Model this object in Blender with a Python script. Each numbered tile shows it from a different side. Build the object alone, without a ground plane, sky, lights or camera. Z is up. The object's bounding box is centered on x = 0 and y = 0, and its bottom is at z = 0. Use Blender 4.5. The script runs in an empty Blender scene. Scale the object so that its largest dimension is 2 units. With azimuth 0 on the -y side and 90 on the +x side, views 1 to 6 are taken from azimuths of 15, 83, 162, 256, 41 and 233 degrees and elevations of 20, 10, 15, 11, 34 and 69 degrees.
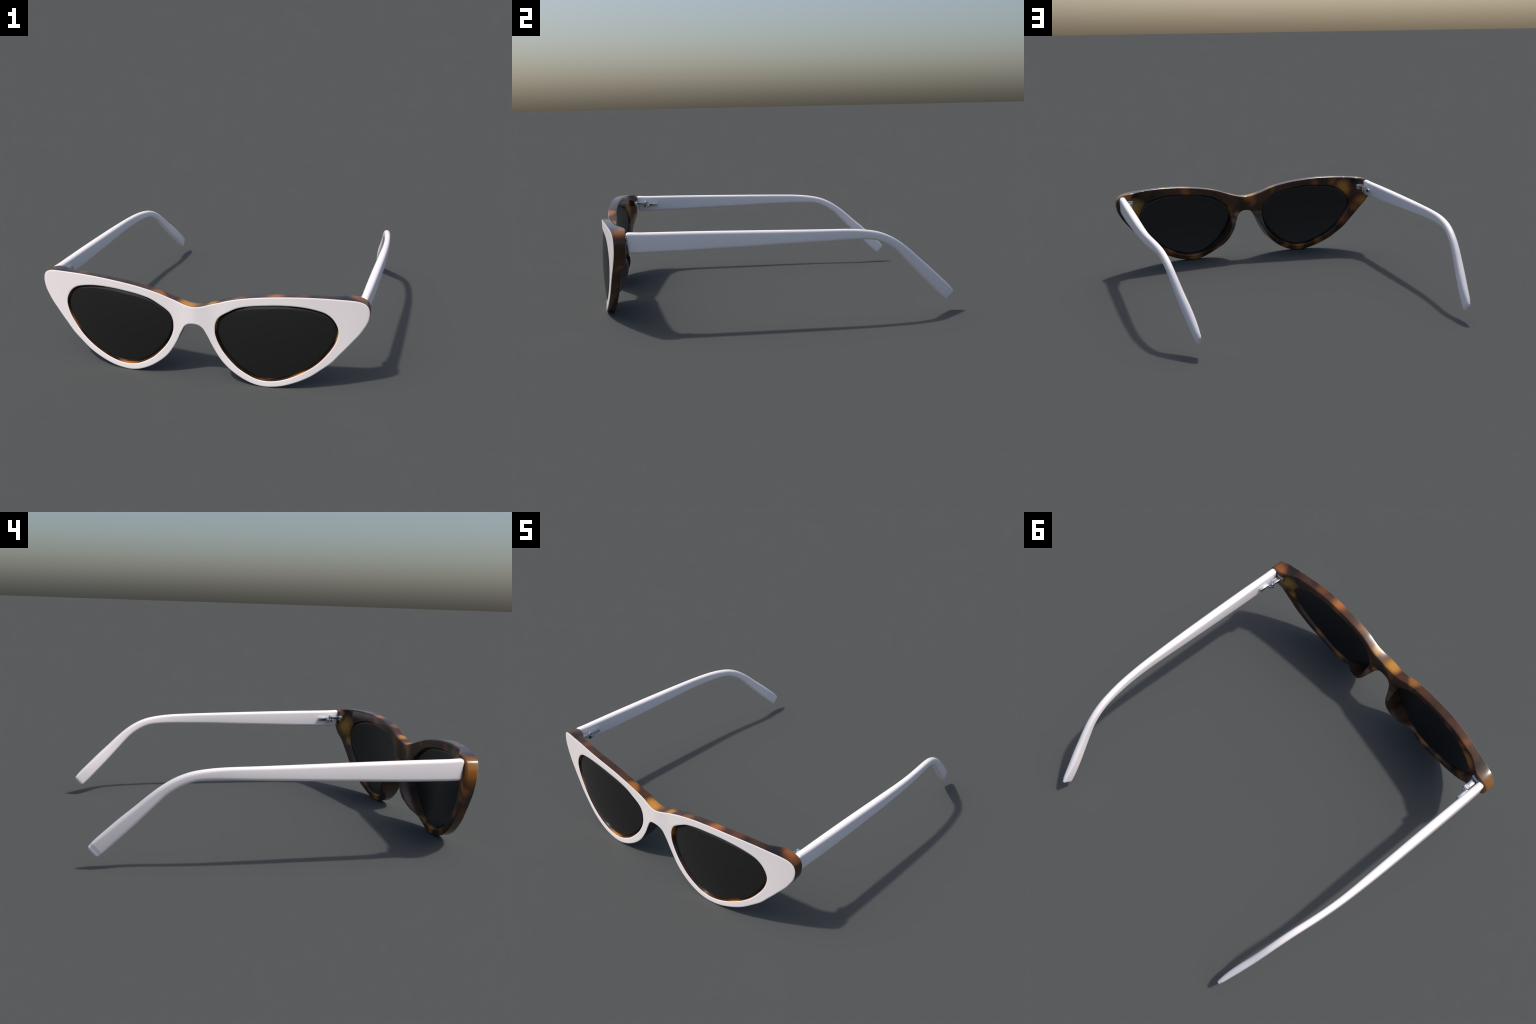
"""Cat-eye sunglasses: white laminate front plate over a tortoiseshell front,
black domed lenses, white temples and small metal hinges."""
import bpy, bmesh, math
import numpy as np
from mathutils import Vector

# ------------------------------------------------------------------ profiles
# outline of the right half of the front, seen from the front (x, z):
# from the top of the bridge, out to the cat-eye tip, under the lens, to the nose arch
OUTLINE = [(0, .447), (.025, .449), (.05, .4535), (.095, .466), (.147, .482), (.196, .4985), (.247, .512),
           (.31, .525), (.38, .536), (.44, .543), (.5, .5485), (.55, .552), (.61, .554), (.675, .554),
           (.74, .552), (.80, .549), (.865, .545), (.914, .5375), (.937, .529), (.953, .517), (.965, .496),
           (.969, .474), (.967, .448), (.960, .418), (.948, .394), (.932, .366), (.912, .337), (.884, .303),
           (.851, .262), (.816, .221), (.782, .180), (.717, .124), (.676, .092), (.635, .067), (.59, .045),
           (.55, .0285), (.5, .012), (.453, .0035), (.412, .0005), (.378, .003), (.34, .0115), (.302, .0265),
           (.265, .046), (.222, .075), (.184, .107), (.149, .147), (.128, .180), (.110, .212), (.096, .24),
           (.083, .27), (.072, .291), (.057, .319), (.044, .332), (.024, .3425), (0, .345)]
# lens opening of the white plate, right half
OPENING = [(.1225, .318), (.123, .338), (.128, .36), (.142, .3885), (.167, .412), (.204, .436), (.246, .460),
           (.296, .476), (.346, .486), (.409, .494), (.465, .500), (.53, .503), (.595, .501), (.646, .4945),
           (.694, .4835), (.735, .469), (.768, .445), (.788, .42), (.802, .392), (.8085, .366), (.8065, .333),
           (.797, .300), (.782, .267), (.755, .2255), (.722, .184), (.675, .14), (.63, .109), (.582, .082),
           (.535, .0605), (.489, .045), (.458, .0385), (.42, .035), (.385, .0375), (.34, .05), (.298, .071),
           (.257, .0975), (.216, .135), (.175, .182), (.145, .231), (.129, .27), (.123, .30)]
LENS_CENTRE = (.45, .29)


def spline(xn, yn, x, slope0=None):
    """cubic spline through (xn, yn), natural ends (or a given slope at the start)"""
    xn, yn, x = np.asarray(xn, float), np.asarray(yn, float), np.asarray(x, float)
    n, h = len(xn), np.diff(xn)
    A, b = np.zeros((n, n)), np.zeros(n)
    if slope0 is None:
        A[0, 0] = 1
    else:
        A[0, 0], A[0, 1], b[0] = 2 * h[0], h[0], 6 * ((yn[1] - yn[0]) / h[0] - slope0)
    A[-1, -1] = 1
    for i in range(1, n - 1):
        A[i, i - 1], A[i, i], A[i, i + 1] = h[i - 1], 2 * (h[i - 1] + h[i]), h[i]
        b[i] = 6 * ((yn[i + 1] - yn[i]) / h[i] - (yn[i] - yn[i - 1]) / h[i - 1])
    m = np.linalg.solve(A, b)
    i = np.clip(np.searchsorted(xn, x) - 1, 0, n - 2)
    a, c, hh = xn[i + 1] - x, x - xn[i], h[i]
    return m[i] * a**3 / 6 / hh + m[i + 1] * c**3 / 6 / hh + (yn[i] / hh - m[i] * hh / 6) * a + (yn[i + 1] / hh - m[i + 1] * hh / 6) * c


def smooth(a, b, x):
    t = np.clip((np.asarray(x, float) - a) / (b - a), 0, 1)
    return t * t * (3 - 2 * t)


# wrap of the front face (depth y over |x|)
WRAP_X = [0, .1, .2, .33, .46, .6, .75, .9, 1.0]
WRAP_Y = [-.9985, -.985, -.985, -.982, -.9755, -.962, -.935, -.9045, -.877]


def front_y(x, z):
    x = np.minimum(np.abs(x), 1.0)
    return spline(WRAP_X, WRAP_Y, x, 0.0) - .04 * (z - .3) ** 2


def pad_height(x, z):
    """nose pads grown out of the inner rims"""
    pad = np.interp(z, [.030, .055, .08, .107, .147, .185, .215, .245, .27, .29, .31, .335], [0, .006, .026, .05, .066, .071, .069, .057, .037, .018, .006, 0])
    return pad * (1 - smooth(.27, .37, np.abs(x)))


def back_y(x, z):
    x = np.abs(x)
    thick = np.interp(x, [0, .1, .17, .3, .5, 1], [.068, .061, .054, .051, .052, .050])
    y = front_y(x, z) + thick
    # thick end pieces that carry the hinges
    low = 1 - smooth(.505, .545, z)                 # the face is hollowed below the top ridge
    e = smooth(0, 1, (x - .76 - .065 * low) / (.14 - .04 * low)) * smooth(.31, .42, z)
    y = y * (1 - e) + (-.825) * e
    return y + pad_height(x, z)


def lens_y(x, z):
    x = np.abs(x)
    return -.985 + .0735 * (x - .465) + .40 * (x - .465) ** 2 + .28 * (z - .28) ** 2


# ------------------------------------------------------------------ helpers
def loop_points(points, closed, count):
    p = np.array(points, float)
    if closed:
        p = np.vstack([p[-4:], p, p[:5]])
    s = np.concatenate([[0], np.cumsum(np.linalg.norm(np.diff(p, axis=0), axis=1))])
    a, b = (s[4], s[-5]) if closed else (s[0], s[-1])
    u = np.linspace(a, b, count, endpoint=not closed)
    q = np.stack([spline(s, p[:, 0], u), spline(s, p[:, 1], u)], 1)
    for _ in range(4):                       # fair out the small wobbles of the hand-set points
        m = .25 * np.roll(q, 1, 0) + .5 * q + .25 * np.roll(q, -1, 0)
        if not closed:
            m[0], m[-1] = q[0], q[-1]
        q = m
    return q


def inward(q, closed, centre):
    t = np.roll(q, -1, 0) - np.roll(q, 1, 0)
    if not closed:
        t[0], t[-1] = (1, 0), (-1, 0)
    t /= np.linalg.norm(t, axis=1)[:, None]
    return np.stack([t[:, 1], -t[:, 0]], 1)       # right of travel: both loops run clockwise


def make_object(name, bm, material, parent=None, angle=40):
    me = bpy.data.meshes.new(name)
    bm.to_mesh(me)
    bm.free()
    me.materials.append(material)
    ob = bpy.data.objects.new(name, me)
    bpy.context.scene.collection.objects.link(ob)
    for p in me.polygons:
        p.use_smooth = True
    me.set_sharp_from_angle(angle=math.radians(angle))
    if parent:
        ob.parent = parent
    return ob


N_OUT, N_MID = 420, 24
outer = loop_points(OUTLINE, False, N_OUT)
outer[:, 1] += .003 * smooth(.44, .52, outer[:, 1])
outer[0, 0] = outer[-1, 0] = 0
outer_in = inward(outer, False, LENS_CENTRE)
hole_dense = loop_points(OPENING, True, 1600)
hole_in_dense = inward(hole_dense, True, LENS_CENTRE)      # towards the lens
hole_ang = np.unwrap(np.arctan2(hole_dense[:, 1] - LENS_CENTRE[1], hole_dense[:, 0] - LENS_CENTRE[0]))


def ring_pair(off_out, off_hole):
    """outer loop pulled in by off_out and opening loop pulled towards the lens by off_hole"""
    o = outer + outer_in * off_out
    o[:, 0] = np.maximum(o[:, 0], 0)
    o[0, 0] = o[-1, 0] = 0
    mid = o[-1] + (o[0] - o[-1]) * (np.arange(1, N_MID + 1) / (N_MID + 1))[:, None]
    o = np.vstack([o, mid])
    h = hole_dense + hole_in_dense * off_hole
    return o, h[hole_index]


base = np.vstack([outer, outer[-1] + (outer[0] - outer[-1]) * (np.arange(1, N_MID + 1) / (N_MID + 1))[:, None]])
ang = np.unwrap(np.arctan2(base[:, 1] - LENS_CENTRE[1], base[:, 0] - LENS_CENTRE[0]))
hole_index = np.array([np.argmin(np.abs((hole_ang - a + math.pi) % (2 * math.pi) - math.pi)) for a in ang])


RIM = .013                      # rounding of the white laminate's rims, up to SPLIT degrees; then the wall starts
SPLIT = 30


def rim(degrees):
    a = math.radians(degrees)
    return RIM * (math.sin(math.radians(SPLIT)) - math.sin(a)), RIM * (1 - math.cos(a))   # inset, depth


def fillet(r, degrees):
    a = math.radians(degrees)
    return r * (1 - math.sin(a)), r * (1 - math.cos(a))      # inset from the outline, depth from the face


def band_solid(name, y_front, y_back, front_arc, back_arc, r_back, material, wall_rows=(), parent=None):
    """solid between outline and opening: front face, rounded rims, back face, opening wall; mirrored.
    front_arc: angles of the front rounding; wall_rows: (depth from front, shift of the opening)"""
    rows, walls = [], []               # rows of 3D points, and whether the strip before a row is an outer wall

    def add(xz, depth, front, wall, lean=-.10):
        x, z = xz[:, 0], xz[:, 1]
        y = y_front(x, z) + depth if front else y_back(x, z) - depth
        if not front:                              # pads lean: `lean` away from the lens per unit of height
            away = xz - np.array(LENS_CENTRE)
            away /= np.linalg.norm(away, axis=1)[:, None]
            x, z = (xz + away * (lean * pad_height(x, z))[:, None]).T
            x = np.where(xz[:, 0] == 0, 0, np.maximum(x, 0))
        rows.append(np.stack([x, y, z], 1))
        walls.append(wall)

    steps = [0, .06, .2, .4, .6, .8, .94, 1]
    inset, depth = rim(front_arc[0])
    o, h = ring_pair(inset, -inset)
    for t in steps:
        add(h + (o - h) * t, depth, True, False)
    for a in front_arc[1:]:
        inset, depth = rim(a)
        o, h = ring_pair(inset, 0)
        add(o, depth, True, True)
    for a in reversed(back_arc):
        inset, depth = fillet(r_back, a)
        o, h = ring_pair(inset, 0)
        add(o, depth, False, True)
    back_shift = wall_rows[-1][1] if wall_rows else -rim(front_arc[-1])[0]
    o, h = ring_pair(r_back if back_arc else rim(front_arc[-1])[0], back_shift - (r_back if back_arc else 0))
    for k, t in enumerate(reversed(steps)):
        add(h + (o - h) * t, 0, False, k == 0, .25 * (1 - t) - .10 * t)
    for a in back_arc:
        inset, depth = fillet(r_back, a)
        o, h = ring_pair(0, back_shift - inset)
        add(h, depth, False, False, .25)
    for depth, shift in reversed(wall_rows[:-1]):
        o, h = ring_pair(0, shift)
        add(h, depth, True, False)
    for a in reversed(front_arc[1:]):
        inset, depth = rim(a)
        o, h = ring_pair(0, -inset)
        add(h, depth, True, False)
    n, m = len(base), len(rows)
    bm = bmesh.new()
    grids = []
    for sign in (1, -1):
        grids.append([[bm.verts.new((sign * p[0], p[1], p[2])) for p in row] for row in rows])
    for sign, g in zip((1, -1), grids):
        for k in range(m):
            k2 = (k + 1) % m
            for j in range(n):
                j2 = (j + 1) % n
                if walls[k2] and j >= N_OUT - 1:      # no wall on the mirror plane
                    continue
                q = [g[k][j], g[k][j2], g[k2][j2], g[k2][j]]
                bm.faces.new(q if sign > 0 else q[::-1])
    bmesh.ops.remove_doubles(bm, verts=bm.verts, dist=2e-5)
    bmesh.ops.delete(bm, geom=[v for v in bm.verts if not v.link_faces], context="VERTS")
    bmesh.ops.recalc_face_normals(bm, faces=bm.faces)
    return make_object(name, bm, material, parent)


# ------------------------------------------------------------------ materials
def new_material(name):
    m = bpy.data.materials.new(name)
    m.use_nodes = True
    return m, m.node_tree, m.node_tree.nodes["Principled BSDF"]


def white_material():
    m, t, b = new_material("white_acetate")
    tc = t.nodes.new("ShaderNodeTexCoord")
    nz = t.nodes.new("ShaderNodeTexNoise")
    nz.inputs["Scale"].default_value = 6
    rp = t.nodes.new("ShaderNodeValToRGB")
    rp.color_ramp.elements[0].position, rp.color_ramp.elements[0].color = .3, (.985, .912, .90, 1)
    rp.color_ramp.elements[1].position, rp.color_ramp.elements[1].color = .7, (.995, .925, .912, 1)
    t.links.new(tc.outputs["Object"], nz.inputs["Vector"])
    t.links.new(nz.outputs["Fac"], rp.inputs["Fac"])
    t.links.new(rp.outputs["Color"], b.inputs["Base Color"])
    b.inputs["Roughness"].default_value = .38
    return m


def lens_material():
    m, t, b = new_material("dark_lens")
    b.inputs["Base Color"].default_value = (.0142, .0140, .0138, 1)
    b.inputs["Roughness"].default_value = .29
    return m


def metal_material():
    m, t, b = new_material("hinge_steel")
    b.inputs["Base Color"].default_value = (.72, .74, .76, 1)
    b.inputs["Metallic"].default_value = 1
    b.inputs["Roughness"].default_value = .22
    return m


# soft amber clouds in the tortoiseshell: centre (x, y, z), radius, strength, 0 yellow .. 1 red
CLOUDS = [
    # along the top
    ((-.03, -.967, .45), .060, 1.0, .15), ((.098, -.965, .468), .028, .8, .0), ((.255, -.981, .513), .040, .35, 1.0),
    ((.465, -.957, .547), .048, .7, .6), ((.61, -.947, .554), .045, .2, 1.0), ((.906, -.843, .538), .055, .55, .6),
    ((-.21, -.975, .503), .040, .65, .8), ((-.69, -.902, .553), .035, .35, 1.0), ((-.955, -.86, .47), .085, .65, .6),
    # inside the lens openings
    ((-.41, -.965, .038), .050, .9, .5), ((-.76, -.915, .24), .060, .6, .7), ((-.80, -.905, .42), .040, .6, .2),
    ((.122, -.965, .36), .045, .6, .1), ((.81, -.905, .345), .045, .8, .15), ((.60, -.95, .09), .050, .7, .5),
    # back of the left end
    ((-.765, -.881, .470), .068, .9, .1), ((-.687, -.90, .526), .030, .5, .4), ((-.542, -.922, .518), .035, .4, .5),
    ((-.896, -.832, .371), .055, .8, .0), ((-.853, -.86, .317), .035, .5, .5), ((-.046, -.932, .408), .035, .4, .5),
    ((-.578, -.918, .067), .035, .4, .9), ((-.306, -.936, .049), .030, .4, .2),
    # back of the right end
    ((.46, -.929, .523), .040, .5, .5), ((.832, -.833, .436), .070, .9, .1), ((.808, -.864, .339), .035, .6, .0),
    ((.875, -.825, .519), .035, .5, .6), ((.059, -.93, .314), .030, .6, .2), ((.107, -.896, .274), .030, .4, .9),
    ((.404, -.934, .017), .045, .5, .6),
]


def tortoise_material():
    m, t, b = new_material("tortoiseshell_acetate")
    L = t.links.new

    def node(kind, **inputs):
        n = t.nodes.new(kind)
        for k, v in inputs.items():
            n.inputs[k.replace("_", " ")].default_value = v
        return n

    def math_node(op, a, c):
        n = t.nodes.new("ShaderNodeMath")
        n.operation = op
        for i, v in enumerate((a, c)):
            if isinstance(v, (int, float)):
                n.inputs[i].default_value = v
            else:
                L(v, n.inputs[i])
        return n.outputs[0]

    tc = t.nodes.new("ShaderNodeTexCoord")
    wob = node("ShaderNodeTexNoise", Scale=9.0, Detail=2.0)
    L(tc.outputs["Object"], wob.inputs["Vector"])
    shift = t.nodes.new("ShaderNodeVectorMath")
    shift.operation = "MULTIPLY_ADD"
    shift.inputs[1].default_value = (.06, .06, .06)
    shift.inputs[2].default_value = (-.03, -.03, -.03)
    L(wob.outputs["Color"], shift.inputs[0])
    pos = t.nodes.new("ShaderNodeVectorMath")
    L(tc.outputs["Object"], pos.inputs[0])
    L(shift.outputs[0], pos.inputs[1])
    big = node("ShaderNodeTexNoise", Scale=5.2, Detail=1.5, Roughness=.45)
    L(pos.outputs[0], big.inputs["Vector"])
    r = t.nodes.new("ShaderNodeValToRGB")
    r.color_ramp.elements[0].position, r.color_ramp.elements[1].position = .70, .88
    L(big.outputs["Fac"], r.inputs["Fac"])
    amber = r.outputs["Color"]
    hue_noise = node("ShaderNodeTexNoise", Scale=4.0, Detail=1.0)
    L(tc.outputs["Object"], hue_noise.inputs["Vector"])
    hr = t.nodes.new("ShaderNodeValToRGB")
    hr.color_ramp.elements[0].position, hr.color_ramp.elements[1].position = .38, .62
    L(hue_noise.outputs["Fac"], hr.inputs["Fac"])
    hue = hr.outputs["Color"]
    for c, rad, strength, red in CLOUDS:
        d = t.nodes.new("ShaderNodeVectorMath")
        d.operation = "DISTANCE"
        L(pos.outputs[0], d.inputs[0])
        d.inputs[1].default_value = c
        mr = t.nodes.new("ShaderNodeMapRange")
        mr.interpolation_type = "SMOOTHSTEP"
        mr.inputs["From Min"].default_value, mr.inputs["From Max"].default_value = rad * 1.4, rad * .28
        mr.inputs["To Min"].default_value, mr.inputs["To Max"].default_value = 0, strength
        L(d.outputs["Value"], mr.inputs["Value"])
        amber = math_node("MAXIMUM", amber, mr.outputs[0])
        mx = t.nodes.new("ShaderNodeMix")
        L(mr.outputs[0], mx.inputs["Factor"])
        L(hue, mx.inputs["A"])
        mx.inputs["B"].default_value = red
        hue = mx.outputs["Result"]
    warm = t.nodes.new("ShaderNodeValToRGB")
    e = warm.color_ramp.elements
    e[0].position, e[0].color = 0, (.50, .27, .045, 1)
    e[1].position, e[1].color = 1, (.34, .085, .03, 1)
    k = e.new(.45)
    k.color = (.55, .19, .03, 1)
    L(hue, warm.inputs["Fac"])
    dark = t.nodes.new("ShaderNodeValToRGB")
    dn = node("ShaderNodeTexNoise", Scale=7.0, Detail=2.0)
    L(tc.outputs["Object"], dn.inputs["Vector"])
    dark.color_ramp.elements[0].position, dark.color_ramp.elements[0].color = .32, (.013, .009, .0045, 1)
    dark.color_ramp.elements[1].position, dark.color_ramp.elements[1].color = .66, (.088, .034, .014, 1)
    L(dn.outputs["Fac"], dark.inputs["Fac"])
    mix = t.nodes.new("ShaderNodeMix")
    mix.data_type = "RGBA"
    L(amber, mix.inputs["Factor"])
    L(dark.outputs["Color"], mix.inputs["A"])
    L(warm.outputs["Color"], mix.inputs["B"])
    for s in mix.inputs:
        pass
    L(dark.outputs["Color"], mix.inputs[6])
    L(warm.outputs["Color"], mix.inputs[7])
    L(amber, mix.inputs[0])
    L(mix.outputs[2], b.inputs["Base Color"])
    b.inputs["Roughness"].default_value = .18
    b.inputs["Specular IOR Level"].default_value = .5
    return m


WHITE, LENS, STEEL, TORTOISE = white_material(), lens_material(), metal_material(), tortoise_material()

# ------------------------------------------------------------------ the thing
root = bpy.data.objects.new("sunglasses", None)
root["label"] = "white cat-eye sunglasses with dark lenses and tortoiseshell back"
root["category"] = "sunglasses"
bpy.context.scene.collection.objects.link(root)

frame = band_solid("frame_front", front_y, back_y, (SPLIT,), (22, 45, 68, 90), .007, TORTOISE,
                   wall_rows=((rim(SPLIT)[1] + .0003, 0), (.012, .006), (.022, .009), (.034, .009), (0, .003)), parent=root)


def split_off(ob, name, wanted):
    """move the faces whose centre passes `wanted` into a part of its own; normals stay those of the whole"""
    src = ob.data
    normals = [tuple(n.vector) for n in src.corner_normals]
    verts = [tuple(v.co) for v in src.vertices]
    made = []
    for part in (True, False):
        faces = [p for p in src.polygons if wanted(p.center) == part]
        used = sorted({v for p in faces for v in p.vertices})
        index = {v: i for i, v in enumerate(used)}
        me = bpy.data.meshes.new(name if part else src.name)
        me.from_pydata([verts[v] for v in used], [], [[index[v] for v in p.vertices] for p in faces])
        me.materials.append(src.materials[0])
        me.polygons.foreach_set("use_smooth", [True] * len(faces))
        me.normals_split_custom_set([normals[l] for p in faces for l in p.loop_indices])
        made.append(me)
    ob.data = made[1]
    bpy.data.meshes.remove(src)
    new = bpy.data.objects.new(name, made[0])
    bpy.context.scene.collection.objects.link(new)
    new.parent = ob.parent
    return new


for sign in (1, -1):
    split_off(frame, "nose_pad", lambda c: 0 < sign * c.x < .30 and .06 < c.z < .30 and
              c.y > float(front_y(c.x, c.z)) + .062)
plate_depth = rim(SPLIT)[1] + .0004
plate = band_solid("front_plate", front_y, lambda x, z: front_y(x, z) + plate_depth, (0, 10, 20, SPLIT), (), 0, WHITE, parent=root)


# ------------------------------------------------------------------ lenses
def lens(sign):
    """domed lens: rounded rim, front dome, back dome"""
    idx = np.linspace(0, len(hole_dense), 220, endpoint=False).astype(int)
    q, nin = hole_dense[idx], hole_in_dense[idx]
    c = np.array(LENS_CENTRE)
    rows = []

    def ring(off, dy, scale=1.0):
        p = q + nin * off
        p = c + (p - c) * scale
        if dy > .02:                                  # thinner towards the nose
            dy = dy - .010 * (1 - smooth(.15, .40, p[:, 0]))
        rows.append(np.stack([p[:, 0], lens_y(p[:, 0], p[:, 1]) + dy, p[:, 1]], 1))

    scales = [.04, .15, .3, .45, .6, .75, .88, .96]
    for s in scales:
        ring(.020, 0, s)
    ring(.020, 0)
    ring(.018, .0004)
    ring(.007, .0055)
    ring(.007, .026)
    ring(.012, .030)
    for s in reversed(scales):
        ring(.012, .030, s)
    bm = bmesh.new()
    g = [[bm.verts.new((sign * p[0], p[1], p[2])) for p in r] for r in rows]
    n = len(idx)
    for k in range(len(g) - 1):
        for j in range(n):
            bm.faces.new([g[k][j], g[k][(j + 1) % n], g[k + 1][(j + 1) % n], g[k + 1][j]])
    bm.faces.new(g[0])
    bm.faces.new(g[-1][::-1])
    bmesh.ops.recalc_face_normals(bm, faces=bm.faces)
    return make_object("lens", bm, LENS, root, 60)


for sign in (1, -1):
    lens(sign)

# ------------------------------------------------------------------ temples
# side view stations: top edge (y, z) and bottom edge (y, z)
TOP = [(-.826, .531), (-.66, .5285), (-.5, .526), (-.3, .522), (-.13, .518), (.02, .5145), (.16, .5110), (.27, .508),
       (.335, .506), (.39, .503), (.445, .4977), (.50, .4892), (.55, .4765), (.60, .456), (.64, .4335), (.6775, .408),
       (.7065, .385), (.7413, .3555), (.79, .3115), (.8525, .257), (.92, .1945), (.965, .152), (1.002, .1135)]
BOTTOM = [(-.811, .4215), (-.655, .4235), (-.5, .4255), (-.3, .4305), (-.13, .4345), (.02, .4385), (.16, .442), (.27, .4445),
          (.334, .4458), (.385, .446), (.438, .4452), (.490, .4415), (.533, .4325), (.578, .4135), (.614, .3925), (.645, .3695),
          (.671, .3445), (.704, .310), (.751, .261), (.812, .1985), (.877, .135), (.918, .0955), (.9555, .0630)]
SIDE_Y = [-.85, -.6, -.3, 0, .1, .2, .3, .4, .5, .6, .7, .8, .9, .95, 1.0]
SIDE_OUT = [.945, .949, .950, .948, .9455, .9415, .935, .926, .9135, .898, .878, .854, .8265, .8115, .796]
SIDE_IN = [.904, .902, .902, .904, .9045, .9035, .8985, .889, .875, .859, .8395, .8135, .789, .7825, .780]


def temple(sign):
    top, bot = np.array(TOP), np.array(BOTTOM)
    s = np.arange(len(top), dtype=float)
    u = np.linspace(0, len(top) - 1, 190)
    t = np.stack([spline(s, top[:, k], u) for k in (0, 1)], 1)
    d = np.stack([spline(s, bot[:, k], u) for k in (0, 1)], 1)
    t[:, 1] -= .0005
    d[:, 1] -= .0022
    bm = bmesh.new()
    rings, n_arc = [], 7

    def ring(i, shrink, slide):
        c, half = (t[i] + d[i]) / 2, (t[i] - d[i]) / 2
        h = np.linalg.norm(half)
        up = half / h
        along = np.array([-up[1], up[0]])
        if i < len(t) // 2 and along[0] > 0 or i >= len(t) // 2 and along[0] < 0:
            along = -along                                  # points out of the end
        out, inn = spline(SIDE_Y, SIDE_OUT, c[0]), spline(SIDE_Y, SIDE_IN, c[0])
        xc, w = (out + inn) / 2 + .001 - .004 * float(smooth(.2, .6, c[0])), (out - inn) / 2 - shrink
        h -= shrink * 1.7
        r = max(min(.018, w * .88) - shrink, .003)
        pts = []
        for q in range(4):
            cx, cz = (1, -1, -1, 1)[q] * (w - r), (1, 1, -1, -1)[q] * (h - r)
            for a in np.linspace(q * 90, q * 90 + 90, n_arc):
                a = math.radians(a)
                ex, ez = cx + r * math.cos(a), cz + r * math.sin(a)
                yz = c + up * ez + along * slide
                pts.append(bm.verts.new((sign * (xc + ex), yz[0], yz[1])))
        rings.append(pts)

    R = .015
    for a in (90, 65, 40, 20):
        a = math.radians(a)
        ring(0, R * (1 - math.cos(a)) * .6, R * math.sin(a) - R)
    for i in range(len(t)):
        if i == 0 or i == len(t) - 1:
            ring(i, 0, -R)
        elif 4 <= i <= len(t) - 5:
            ring(i, 0, 0)
    for a in (15, 30, 45, 58, 70, 80, 90):
        a = math.radians(a)
        ring(len(t) - 1, min(R * (1 - math.cos(a)) * .6, .0065), R * math.sin(a) - R + .005)
    n = len(rings[0])
    for k in range(len(rings) - 1):
        for j in range(n):
            bm.faces.new([rings[k][j], rings[k][(j + 1) % n], rings[k + 1][(j + 1) % n], rings[k + 1][j]])
    bm.faces.new(rings[0])
    bm.faces.new(rings[-1][::-1])
    bmesh.ops.recalc_face_normals(bm, faces=bm.faces)
    return make_object("temple", bm, WHITE, root, 50)


# ------------------------------------------------------------------ hinges
def box(bm, lo, hi, bevel=.002, sign=1):
    v = []
    for x in (lo[0], hi[0]):
        for y in (lo[1], hi[1]):
            for z in (lo[2], hi[2]):
                v.append(bm.verts.new((sign * x, y, z)))
    f = [bm.faces.new([v[i] for i in q]) for q in ((0, 1, 3, 2), (4, 6, 7, 5), (0, 4, 5, 1), (2, 3, 7, 6), (0, 2, 6, 4), (1, 5, 7, 3))]
    bmesh.ops.recalc_face_normals(bm, faces=f)
    if bevel:
        edges = list({e for q in f for e in q.edges})
        bmesh.ops.bevel(bm, geom=edges, offset=bevel, segments=2, affect="EDGES", profile=.5)


def cylinder(bm, centre, r, z0, z1, bevel=.002, seg=28, axis="z"):
    rows = []
    for rr, z in ((r - bevel, z0), (r, z0 + bevel), (r, z1 - bevel), (r - bevel, z1)):
        rows.append([bm.verts.new((centre[0] + rr * math.cos(2 * math.pi * k / seg), centre[1] + rr * math.sin(2 * math.pi * k / seg), z)) for k in range(seg)])
    for a, c in zip(rows, rows[1:]):
        for k in range(seg):
            bm.faces.new([a[k], a[(k + 1) % seg], c[(k + 1) % seg], c[k]])
    bm.faces.new(rows[0][::-1])
    bm.faces.new(rows[-1])


def half_disc(bm, centre, r, z0, z1, gap, side, seg=14):
    """one side of a slotted screw head"""
    a0 = math.asin(gap / r)
    arc = np.linspace(a0, math.pi - a0, seg)
    rows = [[bm.verts.new((centre[0] + r * math.cos(a), centre[1] + side * r * math.sin(a), z)) for a in arc] for z in (z0, z1)]
    faces = [bm.faces.new([rows[0][k], rows[0][(k + 1) % seg], rows[1][(k + 1) % seg], rows[1][k]]) for k in range(seg)]
    faces += [bm.faces.new(rows[0][::-1]), bm.faces.new(rows[1])]
    bmesh.ops.recalc_face_normals(bm, faces=faces)


def hinge(sign):
    axis = (sign * .8805, -.757)
    # leaf on the frame: plate and knuckle arm
    bm = bmesh.new()
    box(bm, (.853, -.842, .463), (.909, -.8225, .501), .003, sign)
    box(bm, (.866, -.830, .4775), (.895, -.757, .4945), .002, sign)
    cylinder(bm, axis, .0155, .4775, .4945, .001)
    leaf = make_object("hinge", bm, STEEL, root, 35)
    # leaf on the temple: knuckle and a tail let into the temple
    bm = bmesh.new()
    cylinder(bm, axis, .0150, .455, .4765, .002)
    box(bm, (.872, -.757, .457), (.903, -.735, .4765), .002, sign)
    box(bm, (.886, -.740, .4625), (.9065, -.675, .4845), .003, sign)
    make_object("temple_leaf", bm, STEEL, leaf, 35)
    # slotted screw
    bm = bmesh.new()
    cylinder(bm, axis, .0120, .494, .4985, .001, 24)
    for side in (1, -1):
        half_disc(bm, axis, .0112, .498, .5005, .0014, side)
    make_object("screw", bm, STEEL, leaf, 35)


for sign in (1, -1):
    temple(sign)
    hinge(sign)
bpy.context.view_layer.update()
